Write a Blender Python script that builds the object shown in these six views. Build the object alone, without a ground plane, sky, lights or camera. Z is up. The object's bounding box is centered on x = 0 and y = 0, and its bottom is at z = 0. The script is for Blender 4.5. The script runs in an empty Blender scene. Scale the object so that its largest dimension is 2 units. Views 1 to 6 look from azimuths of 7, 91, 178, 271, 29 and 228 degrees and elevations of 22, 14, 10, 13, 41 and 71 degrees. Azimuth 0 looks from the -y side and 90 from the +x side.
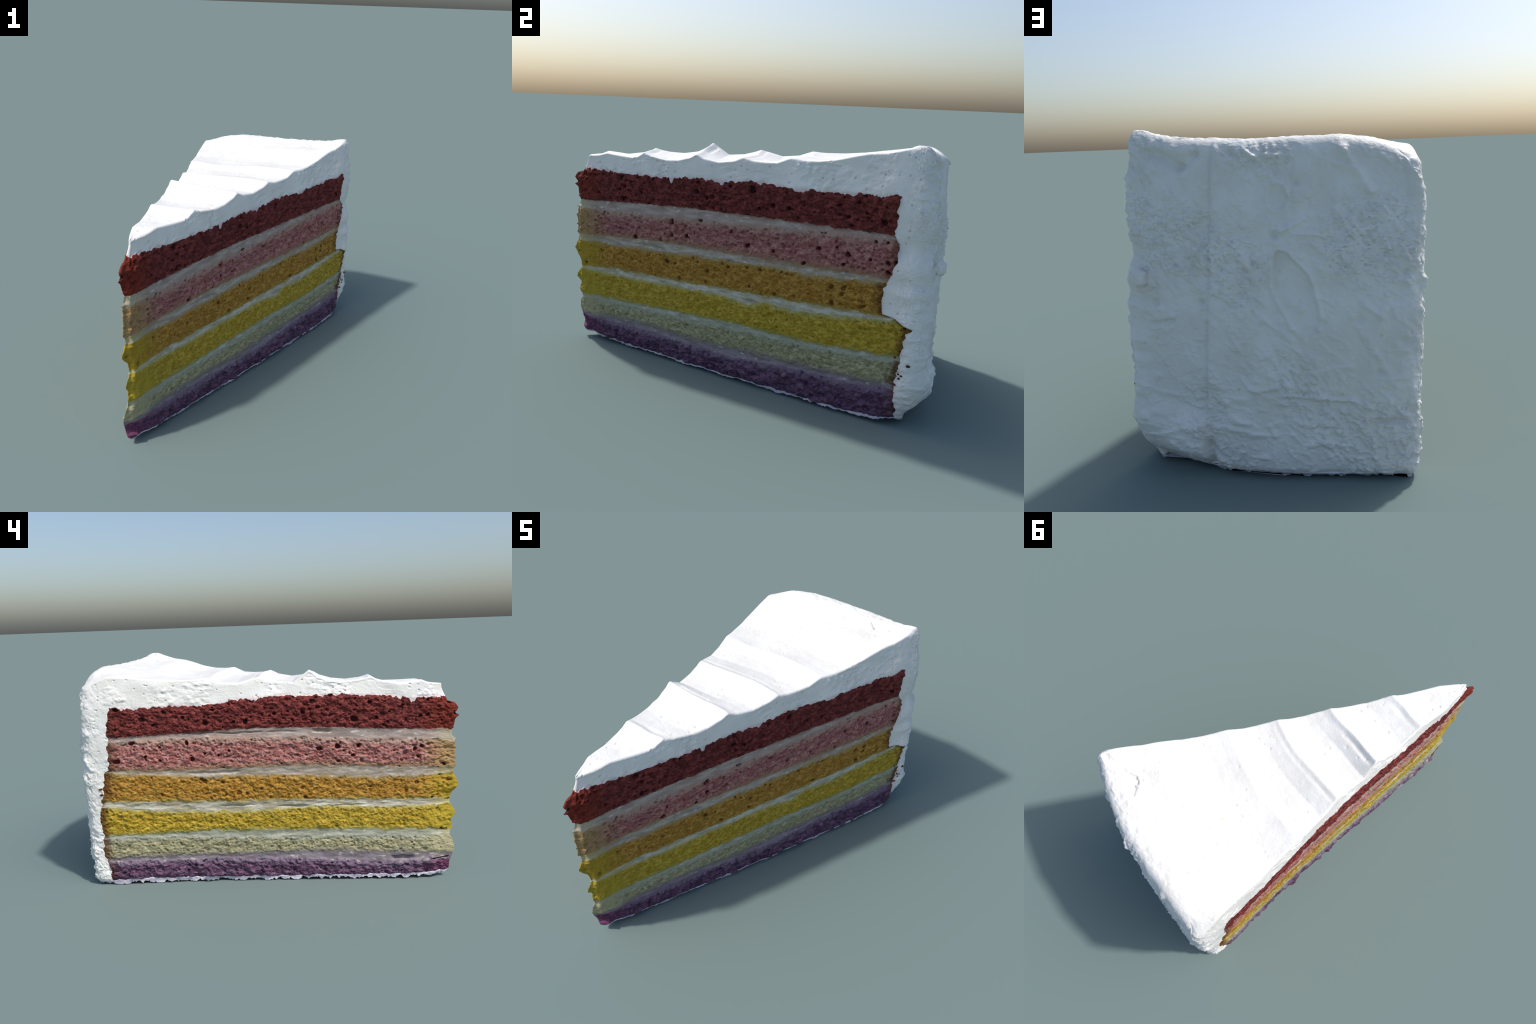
# A slice of six-layer rainbow cake: coloured sponges, cream fillings, whipped
# frosting on the top and the round back.  One closed skin is computed (profiles +
# noise relief), then divided into named solid parts that share the skin's normals.
import bpy, math
import numpy as np

rng = np.random.default_rng(7)

# ------------------------------------------------------------------ noise tools
def _hash(ix, iy, iz, seed):
    h = (ix.astype(np.int64) * 374761393 + iy.astype(np.int64) * 668265263
         + iz.astype(np.int64) * 2147483647 + seed * 974634777) & 0xFFFFFFFF
    h = ((h ^ (h >> 13)) * 1274126177) & 0xFFFFFFFF
    h = ((h ^ (h >> 16)) * 2246822519) & 0xFFFFFFFF
    return h ^ (h >> 15)

_a = rng.normal(size=(256, 3))
GRAD = (_a / np.linalg.norm(_a, axis=1)[:, None]).astype(np.float32)

def perlin(p, seed=0):
    """gradient noise, about -1..1; p is (n,3), one lattice cell per unit"""
    i = np.floor(p).astype(np.int64)
    f = (p - i).astype(np.float32)
    u = f * f * f * (f * (f * 6 - 15) + 10)
    out = np.zeros(len(p), np.float32)
    for dx in (0, 1):
        wx = u[:, 0] if dx else 1 - u[:, 0]
        for dy in (0, 1):
            wy = u[:, 1] if dy else 1 - u[:, 1]
            for dz in (0, 1):
                wz = u[:, 2] if dz else 1 - u[:, 2]
                g = GRAD[_hash(i[:, 0] + dx, i[:, 1] + dy, i[:, 2] + dz, seed) & 255]
                dot = g[:, 0] * (f[:, 0] - dx) + g[:, 1] * (f[:, 1] - dy) + g[:, 2] * (f[:, 2] - dz)
                out += wx * wy * wz * dot
    return out * 1.6

def fbm(p, octaves=3, seed=0, gain=0.5):
    s, a = np.zeros(len(p), np.float32), 1.0
    for o in range(octaves):
        s += a * perlin(p * (2.0 ** o) + 13.7 * o, seed + o)
        a *= gain
    return s

def cells(u, v, seed=0):
    """2D cellular noise: distance to the nearest point and that point's random number"""
    iu, iv = np.floor(u).astype(np.int64), np.floor(v).astype(np.int64)
    best, rnd = np.full(u.shape, 9.0), np.zeros(u.shape)
    zero = np.zeros_like(iu)
    for du in (-1, 0, 1):
        for dv in (-1, 0, 1):
            h = _hash(iu + du, iv + dv, zero, seed)
            pu = iu + du + (h & 1023) / 1023.0
            pv = iv + dv + ((h >> 10) & 1023) / 1023.0
            d = np.hypot(u - pu, v - pv)
            near = d < best
            best = np.where(near, d, best)
            rnd = np.where(near, ((h >> 20) & 1023) / 1023.0, rnd)
    return best, rnd

def smooth(a, b, x):
    t = np.clip((x - a) / (b - a), 0, 1)
    return t * t * (3 - 2 * t)

def curve(points, x):
    p = np.array(points, float)
    o = np.argsort(p[:, 0])
    return np.interp(x, p[o, 0], p[o, 1])

def lerp(a, b, t):
    return a + (b - a) * t

# ------------------------------------------------------------------ outline in plan
NT, NW = 660, 200                     # columns along each cut side / along the back (and the tip)
TIP = np.array([-0.470, -0.968])
RCOR, LCOR = np.array([0.477, 0.737]), np.array([-0.486, 0.988])
BACK = [(0.30, 0.842), (0.10, 0.903), (-0.10, 0.949), (-0.30, 0.975)]   # the cake's round rim

def rounded(prev, cor, nxt, r, n=24):
    """points of a corner rounded with radius r (quadratic blend)"""
    a, b = prev - cor, nxt - cor
    a, b = a / np.linalg.norm(a), b / np.linalg.norm(b)
    t = np.linspace(0, 1, n)[:, None]
    p0, p2 = cor + a * r, cor + b * r
    return (1 - t) ** 2 * p0 + 2 * t * (1 - t) * cor + t ** 2 * p2

def build_outline():
    back = [np.array(q) for q in BACK]
    tip = rounded(LCOR + 0.0, TIP, RCOR, 0.022, 31)
    rc = rounded(TIP, RCOR, back[0], 0.045)
    lc = rounded(back[-1], LCOR, TIP, 0.085)
    seg = [tip[15:], rc]
    # smooth rim between the corners
    k = np.array([rc[-1]] + back + [lc[0]])
    d = np.r_[0, np.cumsum(np.linalg.norm(np.diff(k, axis=0), axis=1))]
    c = np.polyfit(d, k[:, 0], 3), np.polyfit(d, k[:, 1], 3)
    s = np.linspace(0, d[-1], 60)
    rim = np.stack([np.polyval(c[0], s), np.polyval(c[1], s)], 1)
    ends = np.stack([np.interp(s, [0, d[-1]], [rc[-1][i] - rim[0, i], lc[0][i] - rim[-1, i]]) for i in (0, 1)], 1)
    seg += [(rim + ends)[1:-1], lc, tip[:16]]
    pts = np.concatenate(seg)
    U = np.r_[0, np.cumsum(np.linalg.norm(np.diff(pts, axis=0), axis=1))]
    nr = len(tip[15:]) + 12
    nl = len(tip[15:]) + len(rc) + 58 + 12
    return pts, U, U[nr], U[nl]

OUT, OUT_U, U_R, U_L = build_outline()
U_END = OUT_U[-1]
TIP_A = 0.004                          # half width, along the outline, of the very tip

# outline normals
_t = np.gradient(OUT, OUT_U, axis=0)
OUT_N = np.stack([_t[:, 1], -_t[:, 0]], 1)
OUT_N /= np.linalg.norm(OUT_N, axis=1)[:, None]

def on_outline(U):
    U = np.mod(U, U_END)
    p = np.stack([np.interp(U, OUT_U, OUT[:, i]) for i in (0, 1)], -1)
    n = np.stack([np.interp(U, OUT_U, OUT_N[:, i]) for i in (0, 1)], -1)
    return p, n / np.linalg.norm(n, axis=-1, keepdims=True)

# ------------------------------------------------------------------ layers
# heights of the seams, top to bottom, as profiles over y, read along each cut face
SEAM_L = [
    [(-.92,.972),(-.80,.975),(-.74,.968),(-.68,.984),(-.60,.988),(-.42,.999),(-.24,.999),(-.06,1.002),(.12,.993),(.20,.985),(.245,.972),(.33,.966),(.49,.973),(.67,.962),(.80,.970)],
    [(-.95,.801),(-.87,.808),(-.60,.819),(-.24,.839),(.13,.842),(.26,.835),(.50,.826),(.81,.818)],
    [(-.95,.738),(-.88,.753),(-.60,.762),(-.24,.785),(.13,.797),(.50,.802),(.80,.794)],
    [(-.97,.604),(-.60,.623),(-.23,.638),(-.05,.641),(.23,.634),(.51,.633),(.83,.644)],
    [(-.97,.571),(-.79,.558),(-.51,.562),(-.23,.581),(.14,.593),(.33,.584),(.51,.605),(.76,.618),(.86,.633)],
    [(-.97,.437),(-.79,.438),(-.51,.447),(-.23,.451),(.14,.453),(.52,.463),(.88,.476)],
    [(-.98,.403),(-.79,.399),(-.60,.395),(-.32,.414),(-.14,.405),(.05,.396),(.29,.399),(.52,.406),(.78,.429),(.89,.447)],
    [(-.96,.266),(-.70,.279),(-.42,.283),(-.04,.290),(.29,.295),(.53,.287),(.89,.288)],
    [(-.96,.230),(-.61,.242),(-.23,.244),(.15,.251),(.53,.266),(.89,.263)],
    [(-.97,.141),(-.61,.152),(-.23,.164),(.16,.155),(.54,.157),(.89,.152)],
    [(-.96,.101),(-.80,.101),(-.61,.089),(-.32,.111),(-.03,.124),(.35,.126),(.64,.129),(.87,.131)],
    [(-.94,.034),(-.61,.026),(-.22,.025),(.26,.024),(.55,.029),(.87,.028)],
]
SEAM_R = [
    [(-.92,.968),(-.71,.961),(-.48,.965),(-.41,.964),(-.28,.981),(-.15,.975),(.01,.994),(.15,.984),(.27,.981),(.43,.990),(.64,1.003)],
    [(-.96,.793),(-.71,.808),(-.48,.822),(-.27,.831),(.11,.837),(.44,.839),(.63,.842)],
    [(-.96,.745),(-.71,.752),(-.48,.768),(-.27,.779),(-.07,.788),(.11,.798),(.28,.810),(.44,.818),(.63,.826)],
    [(-.96,.594),(-.71,.617),(-.48,.634),(-.27,.640),(.12,.645),(.45,.651),(.63,.655)],
    [(-.96,.561),(-.71,.570),(-.48,.583),(-.27,.591),(-.07,.603),(.12,.612),(.29,.611),(.46,.621),(.60,.637)],
    [(-.95,.420),(-.71,.438),(-.48,.446),(-.26,.454),(.12,.472),(.46,.484),(.60,.494)],
    [(-.95,.403),(-.71,.402),(-.48,.410),(-.26,.419),(-.11,.426),(.03,.405),(.08,.438),(.22,.423),(.46,.454),(.66,.480)],
    [(-.96,.257),(-.71,.265),(-.48,.275),(-.26,.289),(-.06,.297),(.31,.296),(.48,.309),(.63,.324),(.70,.334)],
    [(-.94,.236),(-.71,.243),(-.48,.253),(-.26,.262),(-.06,.271),(.31,.275),(.48,.287),(.67,.308)],
    [(-.93,.144),(-.71,.161),(-.48,.164),(-.26,.153),(-.05,.164),(.32,.174),(.48,.176),(.67,.196)],
    [(-.93,.121),(-.72,.122),(-.48,.121),(-.26,.115),(-.05,.115),(.14,.133),(.32,.146),(.49,.149),(.67,.172)],
    [(-.90,.035),(-.72,.019),(-.48,.020),(-.26,.018),(.14,.019),(.49,.019),(.68,.034)],
]
# where frosting takes over from sponge, y over z, on each cut face
EDGE_R = [(0,.681),(.07,.687),(.20,.676),(.26,.687),(.33,.696),(.41,.698),(.458,.716),(.490,.664),(.500,.610),(.57,.605),(.62,.607),(.66,.631),(.75,.650),(.81,.653),(.842,.625),(.91,.638),(.95,.631),(.98,.644),(1.3,.644)]
EDGE_L = [(0,.870),(.085,.870),(.13,.881),(.17,.897),(.24,.900),(.29,.886),(.33,.897),(.39,.901),(.46,.886),(.55,.868),(.635,.854),(.65,.828),(.73,.829),(.81,.826),(.88,.825),(.97,.801),(1.3,.800)]
# top silhouette heights along the left and right cut edges
TOP_L = [(-.97,1.030),(-.906,1.039),(-.833,1.047),(-.797,1.062),(-.69,1.050),(-.60,1.064),(-.57,1.072),(-.54,1.089),(-.51,1.080),(-.466,1.072),(-.385,1.068),(-.31,1.080),(-.26,1.105),(-.229,1.131),(-.20,1.110),(-.142,1.070),(-.06,1.076),(0,1.092),(.03,1.104),(.07,1.094),(.146,1.073),(.236,1.082),(.307,1.108),(.37,1.104),(.479,1.107),(.60,1.118),(.70,1.130),(.80,1.134),(1.0,1.128)]
TOP_R = [(-.97,1.028),(-.914,1.033),(-.828,1.046),(-.782,1.060),(-.709,1.054),(-.629,1.050),(-.595,1.058),(-.559,1.081),(-.517,1.066),(-.442,1.055),(-.368,1.060),(-.307,1.077),(-.272,1.097),(-.237,1.081),(-.159,1.069),(-.083,1.081),(-.038,1.102),(.008,1.091),(.062,1.089),(.12,1.092),(.14,1.101),(.182,1.119),(.232,1.113),(.298,1.114),(.376,1.127),(.437,1.145),(.496,1.160),(.568,1.169),(.637,1.190),(.694,1.212),(.75,1.212)]
RIDGE_L = [-.97, -.797, -.540, -.229, .030, .310, .95]
RIDGE_R = [-.97, -.782, -.559, -.272, -.038, .182, .74]
RIDGE_SAG = [0, 0, .002, .004, .022, .030, .02]

def ridge_coordinate(y, w):
    """0..6 along the slice, whole numbers on the frosting ridges, which bow towards the rim"""
    q = np.zeros_like(y)
    y = y + 0.005 * np.sin(6.5 * w + 5 * y) * 4 * w * (1 - w)
    for k in range(6):
        a = lerp(RIDGE_L[k], RIDGE_R[k], w) + RIDGE_SAG[k] * 4 * w * (1 - w)
        b = lerp(RIDGE_L[k + 1], RIDGE_R[k + 1], w) + RIDGE_SAG[k + 1] * 4 * w * (1 - w)
        q += np.clip((y - a) / (b - a), 0, 1)
    return q

QGRID = np.linspace(0, 6, 601)
PROF_L = curve(TOP_L, np.interp(QGRID, range(7), RIDGE_L))
PROF_R = curve(TOP_R, np.interp(QGRID, range(7), RIDGE_R))
_k = np.hanning(7); _k /= _k.sum()
PROF_L, PROF_R = [np.convolve(np.pad(p, 3, mode="edge"), _k, "valid") for p in (PROF_L, PROF_R)]
RIM_W = [(0,1.128),(.05,1.137),(.11,1.148),(.17,1.160),(.26,1.172),(.40,1.170),(.57,1.165),(.69,1.169),(.82,1.177),(.91,1.195),(.96,1.210),(1,1.213)]

def top_height(y, w):
    q = ridge_coordinate(y, w)
    h = lerp(np.interp(q, QGRID, PROF_L), np.interp(q, QGRID, PROF_R), w)
    h = h - (0.002 + 0.003 * np.sin(np.pi * q) ** 2) * 4 * w * (1 - w) * smooth(1.0, 2.2, q) * smooth(5.6, 4.8, q)
    rim = curve(RIM_W, w)
    edge = lerp(PROF_L[-1], PROF_R[-1], w)
    h = h + (rim - edge) * smooth(4.9, 6.0, q)
    x = lerp(-.46, .059 + .553 * y, w)
    lee = q - np.floor(q)                                                          # steeper lee side just behind each crest
    h = h - 0.010 * np.interp(q, [1.9, 2.0, 2.9, 3.0, 3.9, 4.0, 4.9, 5.0], [0, .7, .7, 1.25, 1.25, .8, .8, 0]) * np.exp(-((lee - .085) / .048) ** 2) * (.72 + .28 * np.sin(6 * w + 2.1 * np.floor(q))) * (4 * w * (1 - w)) ** .5 * (1.25 - .9 * w)
    h = h - 0.020 * np.exp(-((x + .24) / .20) ** 2 - ((y - .56) / .25) ** 2)      # shallow dish at the rear
    h = h - 0.012 * np.exp(-((x + .22) / .13) ** 2 - ((y - .30) / .09) ** 2)       # the last ridge fades out
    h = h - 0.042 * smooth(.18, 0.0, np.hypot(x + .49, y - .965))                   # the left back corner slumps
    return h + 0.017 * np.exp(-((x - .18) / .13) ** 2 - ((y - .58) / .12) ** 2)

# ------------------------------------------------------------------ columns and rows
ROWS = [6, 36, 11, 33, 9, 43, 17, 46, 13, 53, 16, 60, 56]      # base, purple ... red, topping
NBAND = len(ROWS)
M = 2 * (NT + NW)
jR, jL = int(NT * 0.875), int(NT * 0.925)      # columns that follow the frosting edge
cols = np.arange(M)
t_r = cols[:NT] / NT                            # right side: tip -> R corner
# column blocks: [0..NT) right, [NT..NT+NW) rim, [NT+NW..2NT+NW) left, rest tip
R0, B0, L0, T0 = 0, NT, NT + NW, 2 * NT + NW
BR, BL = jR, L0 + (NT - jL)                     # border columns

def y_to_U_right(y):
    m = OUT_U <= U_R
    return np.interp(y, OUT[m, 1], OUT_U[m])

def y_to_U_left(y):
    m = OUT_U >= U_L
    return np.interp(y, OUT[m, 1][::-1], OUT_U[m][::-1])

def columns_U(z_border_R, z_border_L):
    """arc length of each column for rows whose border heights are given (rows,) -> (rows, M)"""
    n = len(z_border_R)
    ub_r = y_to_U_right(curve(EDGE_R, z_border_R))
    ub_l = y_to_U_left(curve(EDGE_L, z_border_L))
    U = np.zeros((n, M))
    j = np.arange(NT)
    a = j[None, :] / jR
    b = (j[None, :] - jR) / (NT - jR)
    U[:, R0:B0] = np.where(a < 1, TIP_A + (ub_r[:, None] - TIP_A) * a, ub_r[:, None] + (U_R - ub_r[:, None]) * b)
    U[:, B0:L0] = U_R + (U_L - U_R) * np.arange(NW)[None, :] / NW
    j = np.arange(NT)
    a = j[None, :] / (NT - jL)
    b = (j[None, :] - (NT - jL)) / jL
    uend = U_END - TIP_A
    U[:, L0:T0] = np.where(a < 1, U_L + (ub_l[:, None] - U_L) * a, ub_l[:, None] + (uend - ub_l[:, None]) * b)
    U[:, T0:] = uend + 2 * TIP_A * np.arange(NW)[None, :] / NW
    return U

# first guess of row heights at the borders, for the edge warp
zR_edge = [0.008] + [SEAM_R[i][-1][1] for i in range(11, -1, -1)] + [1.19]
zL_edge = [0.006] + [SEAM_L[i][-1][1] for i in range(11, -1, -1)] + [1.13]
frac, band = [], []
for b, n in enumerate(ROWS):
    for i in range(n):
        f = i / n
        if b == NBAND - 1:
            f = 1 - (1 - f) ** 1.7
        frac.append(f); band.append(b)
frac.append(1.0); band.append(NBAND - 1)
frac, band = np.array(frac), np.array(band)
NR = len(frac)
FIRST = [int(np.argmax(band == b)) for b in range(NBAND)] + [NR - 1]
zr = lerp(np.array(zR_edge)[band], np.array(zR_edge)[band + 1], frac)
zl = lerp(np.array(zL_edge)[band], np.array(zL_edge)[band + 1], frac)
# ragged frosting edge
ragged = lambda z, s: z
U = columns_U(zr, zl)
jag = fbm(np.stack([zr * 28, zr * 0, zr * 0], 1), 3, 41)
jagl = fbm(np.stack([zl * 28, zl * 0 + 9, zl * 0], 1), 3, 42)
in_coat = band < NBAND - 1
for side, (c, jg) in {"r": (BR, jag), "l": (BL, jagl)}.items():
    d = 0.010 * jg * in_coat
    if side == "r":
        w = np.clip(np.minimum((cols[:NT] - jR * 0.85) / (jR * 0.15), (NT - cols[:NT]) / (NT - jR)), 0, 1)
        U[:, R0:B0] += d[:, None] * w[None, :]
    else:
        k = np.arange(NT)
        w = np.clip(np.minimum(k / (NT - jL), ((NT - jL) + jL * 0.15 - k) / (jL * 0.15)), 0, 1)
        U[:, L0:T0] += d[:, None] * w[None, :]

P0, N0 = on_outline(U)                                    # (NR, M, 2)
is_right = np.zeros(M, bool); is_right[R0:B0] = True
is_left = np.zeros(M, bool); is_left[L0:T0] = True
w_col = np.zeros(M)
w_col[R0:B0] = 1.0
w_col[B0:L0] = 1 - np.arange(NW) / NW
w_col[T0:] = np.arange(NW) / NW

# ---- seam heights on every column (using each band's own columns)
def seam(i, y, Ucol):
    """i = 0 (under the topping) .. 11 (above the base); y, U per column"""
    zr_, zl_ = curve(SEAM_R[i], y), curve(SEAM_L[i], y)
    side = np.where(Ucol < U_R, 0.0, np.where(Ucol > U_L, 1.0, (Ucol - U_R) / (U_L - U_R)))
    side = np.where(cols >= T0, 1 - (cols - T0) / NW, side)
    z = lerp(zr_, zl_, side)
    cake = smooth(0.0, 0.03, np.where(cols < B0, y_to_U_right(.70) - Ucol, Ucol - y_to_U_left(.90)))
    cake = np.where((cols >= B0) & (cols < L0), 0, np.where(cols >= T0, 1, cake))
    p = np.stack([Ucol * 30, Ucol * 0 + i * 7.3, Ucol * 0], 1)
    if i == 0:     # frosting sank into the crumb in steps
        j = 0.0080 * fbm(p * 1.0, 4, 5, 0.62)
        step = np.round(perlin(p * 0.62, 61) * 2.2) / 2.2
        j += 0.0095 * step
        Us = np.where(Ucol > U_END / 2, Ucol - U_END, Ucol)
        for uu, wd, a in [(-.205, .016, -.022), (-.275, .012, -.014), (-1.02, .03, -.012), (-.06, .012, -.008), (-1.42, .025, -.010), (.64, .010, -.026), (.945, .010, -.018), (1.62, .016, -.010), (1.35, .02, -.008)]:
            j += a * np.exp(-((Us - uu) / wd) ** 4)
    elif i in (1, 2, 3):
        j = 0.0065 * fbm(p * 0.7, 5, 6 + i, 0.62)
    elif i == 11:
        j = 0.006 * fbm(p * 0.9, 4, 6 + i, 0.6)
    else:
        j = 0.0100 * fbm(p * 0.7, 5, 6 + i, 0.62)
    if i == 11:
        z = lerp(z - 0.010, z, cake)
    return z + j * cake

Z = np.zeros((NR, M))
zs = []
ref_rows = [FIRST[12 - i] for i in range(12)]             # row index of seam i
for i in range(12):
    r = ref_rows[i]
    zs.append(seam(i, P0[r, :, 1], U[r]))
ZTOPN = top_height(P0[-1, :, 1], w_col)                    # nominal crest height on the ring
for i in range(10, -1, -1):                                # keep seams in order
    zs[i] = np.maximum(zs[i], zs[i + 1] + 0.008)
ub = U[0]
pb = np.stack([ub * 16, ub * 0, ub * 0 + 3], 1)
ragbase = np.clip(0.008 + 0.014 * fbm(pb * 1.4, 5, 77, 0.68), 0.0, 0.024)
ragbase = np.where((cols < B0), np.maximum(ragbase, zs[11] - 0.004 - 0.009 * smooth(-.25, .45, perlin(np.stack([ub * 5, ub * 0 + 3, ub * 0], 1), 78)) - 0.4 * ragbase), ragbase)
tiplift = 0.012 * smooth(0.35, 0.0, np.minimum(ub, U_END - ub))
ragbase = np.minimum(ragbase + tiplift, zs[11] - 0.004)
bounds = [ragbase] + [zs[11 - k] for k in range(12)] + [ZTOPN]
for b in range(NBAND):
    m = band == b
    Z[m] = lerp(bounds[b][None, :], bounds[b + 1][None, :], frac[m][:, None])

# ------------------------------------------------------------------ wall shape
# bow and lean of the left face: x over y at four heights
LEAN_Z = [0.05, 0.50, 0.97, 1.10]
LEAN_Y = [-.96, -.75, -.39, 0.0, .25, .45, .80, .95]
LEAN_X = [[-.490, -.499, -.484, -.470, -.461, -.461, -.478, -.478],
          [-.470, -.478, -.479, -.477, -.478, -.481, -.494, -.496],
          [-.466, -.480, -.482, -.474, -.478, -.488, -.506, -.506],
          [-.464, -.468, -.458, -.445, -.462, -.472, -.488, -.490]]

def wall(P, N, Uu, Zz):
    """bend the straight prism into the real slice; returns xy"""
    xy = P.copy()
    x_, y_ = P[..., 0], P[..., 1]
    # left face
    rows = np.stack([np.interp(y_, LEAN_Y, r) for r in LEAN_X], -1)
    k = np.clip(np.searchsorted(LEAN_Z, Zz) - 1, 0, 2)
    lz = np.array(LEAN_Z)
    f = np.clip((Zz - lz[k]) / (lz[k + 1] - lz[k]), -0.2, 1.3)
    tx = lerp(np.take_along_axis(rows, k[..., None], -1)[..., 0], np.take_along_axis(rows, k[..., None] + 1, -1)[..., 0], f)
    base_x = TIP[0] + (LCOR[0] - TIP[0]) * (y_ - TIP[1]) / (LCOR[1] - TIP[1])
    wl = smooth(U_L - 0.30, U_L + 0.02, Uu) * smooth(U_END + 0.0, U_END - 0.10, np.where(Uu > U_END, U_END, Uu))
    xy[..., 0] += (tx - base_x) * wl
    # right face leans outwards at the foot
    wr = smooth(0.0, 1.6, Uu) * smooth(U_R + 0.25, U_R - 0.02, Uu)
    e = np.interp(Zz, [0.0, 0.10, 0.30, 0.60, 0.90, 1.1], [0.044, 0.042, 0.035, 0.023, 0.003, 0.0])
    xy += N * (e * wr)[..., None]
    # its middle swells, most of all beside the rim just under the topping
    wr2 = smooth(0.0, 0.22, Uu) * smooth(U_R + 0.20, U_R - 0.02, Uu)
    e2 = np.interp(Zz, [0.0, 0.08, 0.20, 0.32, 0.50, 0.75, 0.90, 1.0, 1.1], [.002, .002, .006, .012, .012, .010, .011, .009, .001])
    e2 = e2 + 0.012 * np.exp(-((Uu - U_R + .07) / .13) ** 2 - ((Zz - .82) / .22) ** 2)
    e2 = e2 + 0.014 * np.exp(-((Uu - U_R + .12) / .15) ** 2 - ((Zz - 1.02) / .11) ** 2)
    e2 = e2 - 0.013 * smooth(.7, 1.3, Uu) * np.exp(-((Zz - .17) / .17) ** 2)
    xy += N * (e2 * wr2)[..., None]
    # the nose is blunt on this side
    xy += N * (0.015 * smooth(.010, .030, Uu) * smooth(.20, .05, Uu) * smooth(1.0, .85, Zz) * smooth(.06, .16, Zz))[..., None]
    # the rim: drawn in towards the top left, slightly fuller low right, curling in at the foot
    wb = smooth(U_R - 0.03, U_R + 0.05, Uu) * smooth(U_L + 0.03, U_L - 0.05, Uu)
    s = np.clip((Uu - U_R) / (U_L - U_R), 0, 1)
    left = np.interp(Zz, [0.0, .04, .10, .27, .41, .55, .74, .88, .96, 1.02, 1.07], [-.024, -.020, -.014, -.008, 0, 0.003, 0, -.018, -.034, -.038, -.042])
    right = np.interp(Zz, [0.0, .04, .10, .18, .27, .36, .80, .97, 1.05, 1.13], [-.024, -.012, -.004, .004, .000, 0, 0, -.002, -.006, -.014])
    xy += N * (lerp(right, left, smooth(0.15, 0.9, s)) * wb)[..., None]
    return xy

# the ragged tip: x and y of the front edge over z
TIP_Y = [(0.0,-.945),(.043,-.960),(.098,-.966),(.123,-.980),(.159,-.986),(.206,-.984),(.228,-.967),(.237,-.969),(.272,-.982),(.319,-.975),(.338,-.988),(.350,-.997),(.368,-.992),(.408,-.965),(.44,-.968),(.467,-.977),(.484,-.990),(.517,-1.006),(.540,-.993),(.564,-.981),(.595,-.978),(.605,-.990),(.62,-.984),(.645,-.984),(.651,-.993),(.66,-.984),(.69,-.984),(.704,-.992),(.715,-.982),(.745,-.980),(.753,-.990),(.762,-.972),(.777,-.966),(.80,-.961),(.81,-.973),(.857,-.978),(.866,-.984),(.875,-.996),(.884,-.985),(.896,-.980),(.913,-.989),(.940,-.972),(.950,-.935),(.97,-.929),(.99,-.918),(1.01,-.909),(1.04,-.906),(1.2,-.904)]
TIP_X = [(0.0,-.468),(.036,-.474),(.078,-.490),(.128,-.494),(.167,-.490),(.22,-.476),(.28,-.463),(.33,-.472),(.39,-.459),(.464,-.461),(.496,-.478),(.567,-.464),(.611,-.473),(.70,-.468),(.744,-.474),(.80,-.466),(.867,-.478),(.936,-.468),(1.0,-.452),(1.1,-.446)]

topband = band == NBAND - 1
d_tip = np.minimum(np.mod(U, U_END), U_END - np.mod(U, U_END))
w_back = smooth(U_R - 0.12, U_R + 0.03, U) * smooth(U_L + 0.16, U_L - 0.03, U)

def place_wall(ZTOPN):
    """bend, round and set the wall for given crest heights; returns xy (Z is updated)"""
    XY = wall(P0, N0, U, Z)
    d_tip = np.minimum(np.mod(U, U_END), U_END - np.mod(U, U_END))
    coarse = np.convolve(np.pad(curve(TIP_Y, np.linspace(0, 1.2, 241)), 12, mode="edge"), np.ones(25) / 25, "valid")
    ty_c = np.interp(Z, np.linspace(0, 1.2, 241), coarse)
    ty = curve(TIP_Y, Z)
    txp = curve(TIP_X, Z)
    f1 = np.clip(1 - d_tip / 0.16, 0, 1) ** 2
    f2 = np.clip(1 - d_tip / 0.030, 0, 1) ** 2 * (3 - 2 * np.clip(1 - d_tip / 0.030, 0, 1))
    XY[..., 0] += (txp - TIP[0]) * f1
    XY[..., 1] += (ty_c - (TIP[1] + 0.006)) * f1 + (ty - ty_c) * f2

    # rounding over the top edge and under the foot
    w_back = smooth(U_R - 0.12, U_R + 0.03, U) * smooth(U_L + 0.16, U_L - 0.03, U)
    w_lc = np.exp(-((U - U_L) / 0.10) ** 2)
    r_top = lerp(0.010, 0.050, w_back)
    cap = 0.134
    # rows run up to the point where the rounding is 60 degrees over
    topband = band == NBAND - 1
    b0 = bounds[NBAND - 1]
    ztop_wall = ZTOPN - cap * r_top[-1]
    Z[topband] = lerp(b0[None, :], ztop_wall[None, :], frac[topband][:, None])
    hb = np.clip(ZTOPN[None, :] - Z, 0, None)
    inset = np.where(hb < r_top, r_top - np.sqrt(np.clip(r_top ** 2 - (r_top - hb) ** 2, 0, None)), 0)
    corner = np.where(U < U_R, np.exp(-((U - U_R) / .07) ** 2), np.exp(-((U - U_R) / .20) ** 2))
    foot_h = 0.05 + 0.17 * corner
    foot_in = 0.008 + 0.026 * w_back + 0.072 * corner
    foot = np.clip(1 - Z / foot_h, 0, 1) ** 2
    inset_f = foot_in * foot
    inset_f = np.where((band == 0)[:, None], np.minimum(inset_f, 0.004 + 0.022 * w_back + 0.08 * corner), inset_f)
    XY -= N0 * (inset + inset_f)[..., None]
    return XY

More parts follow.
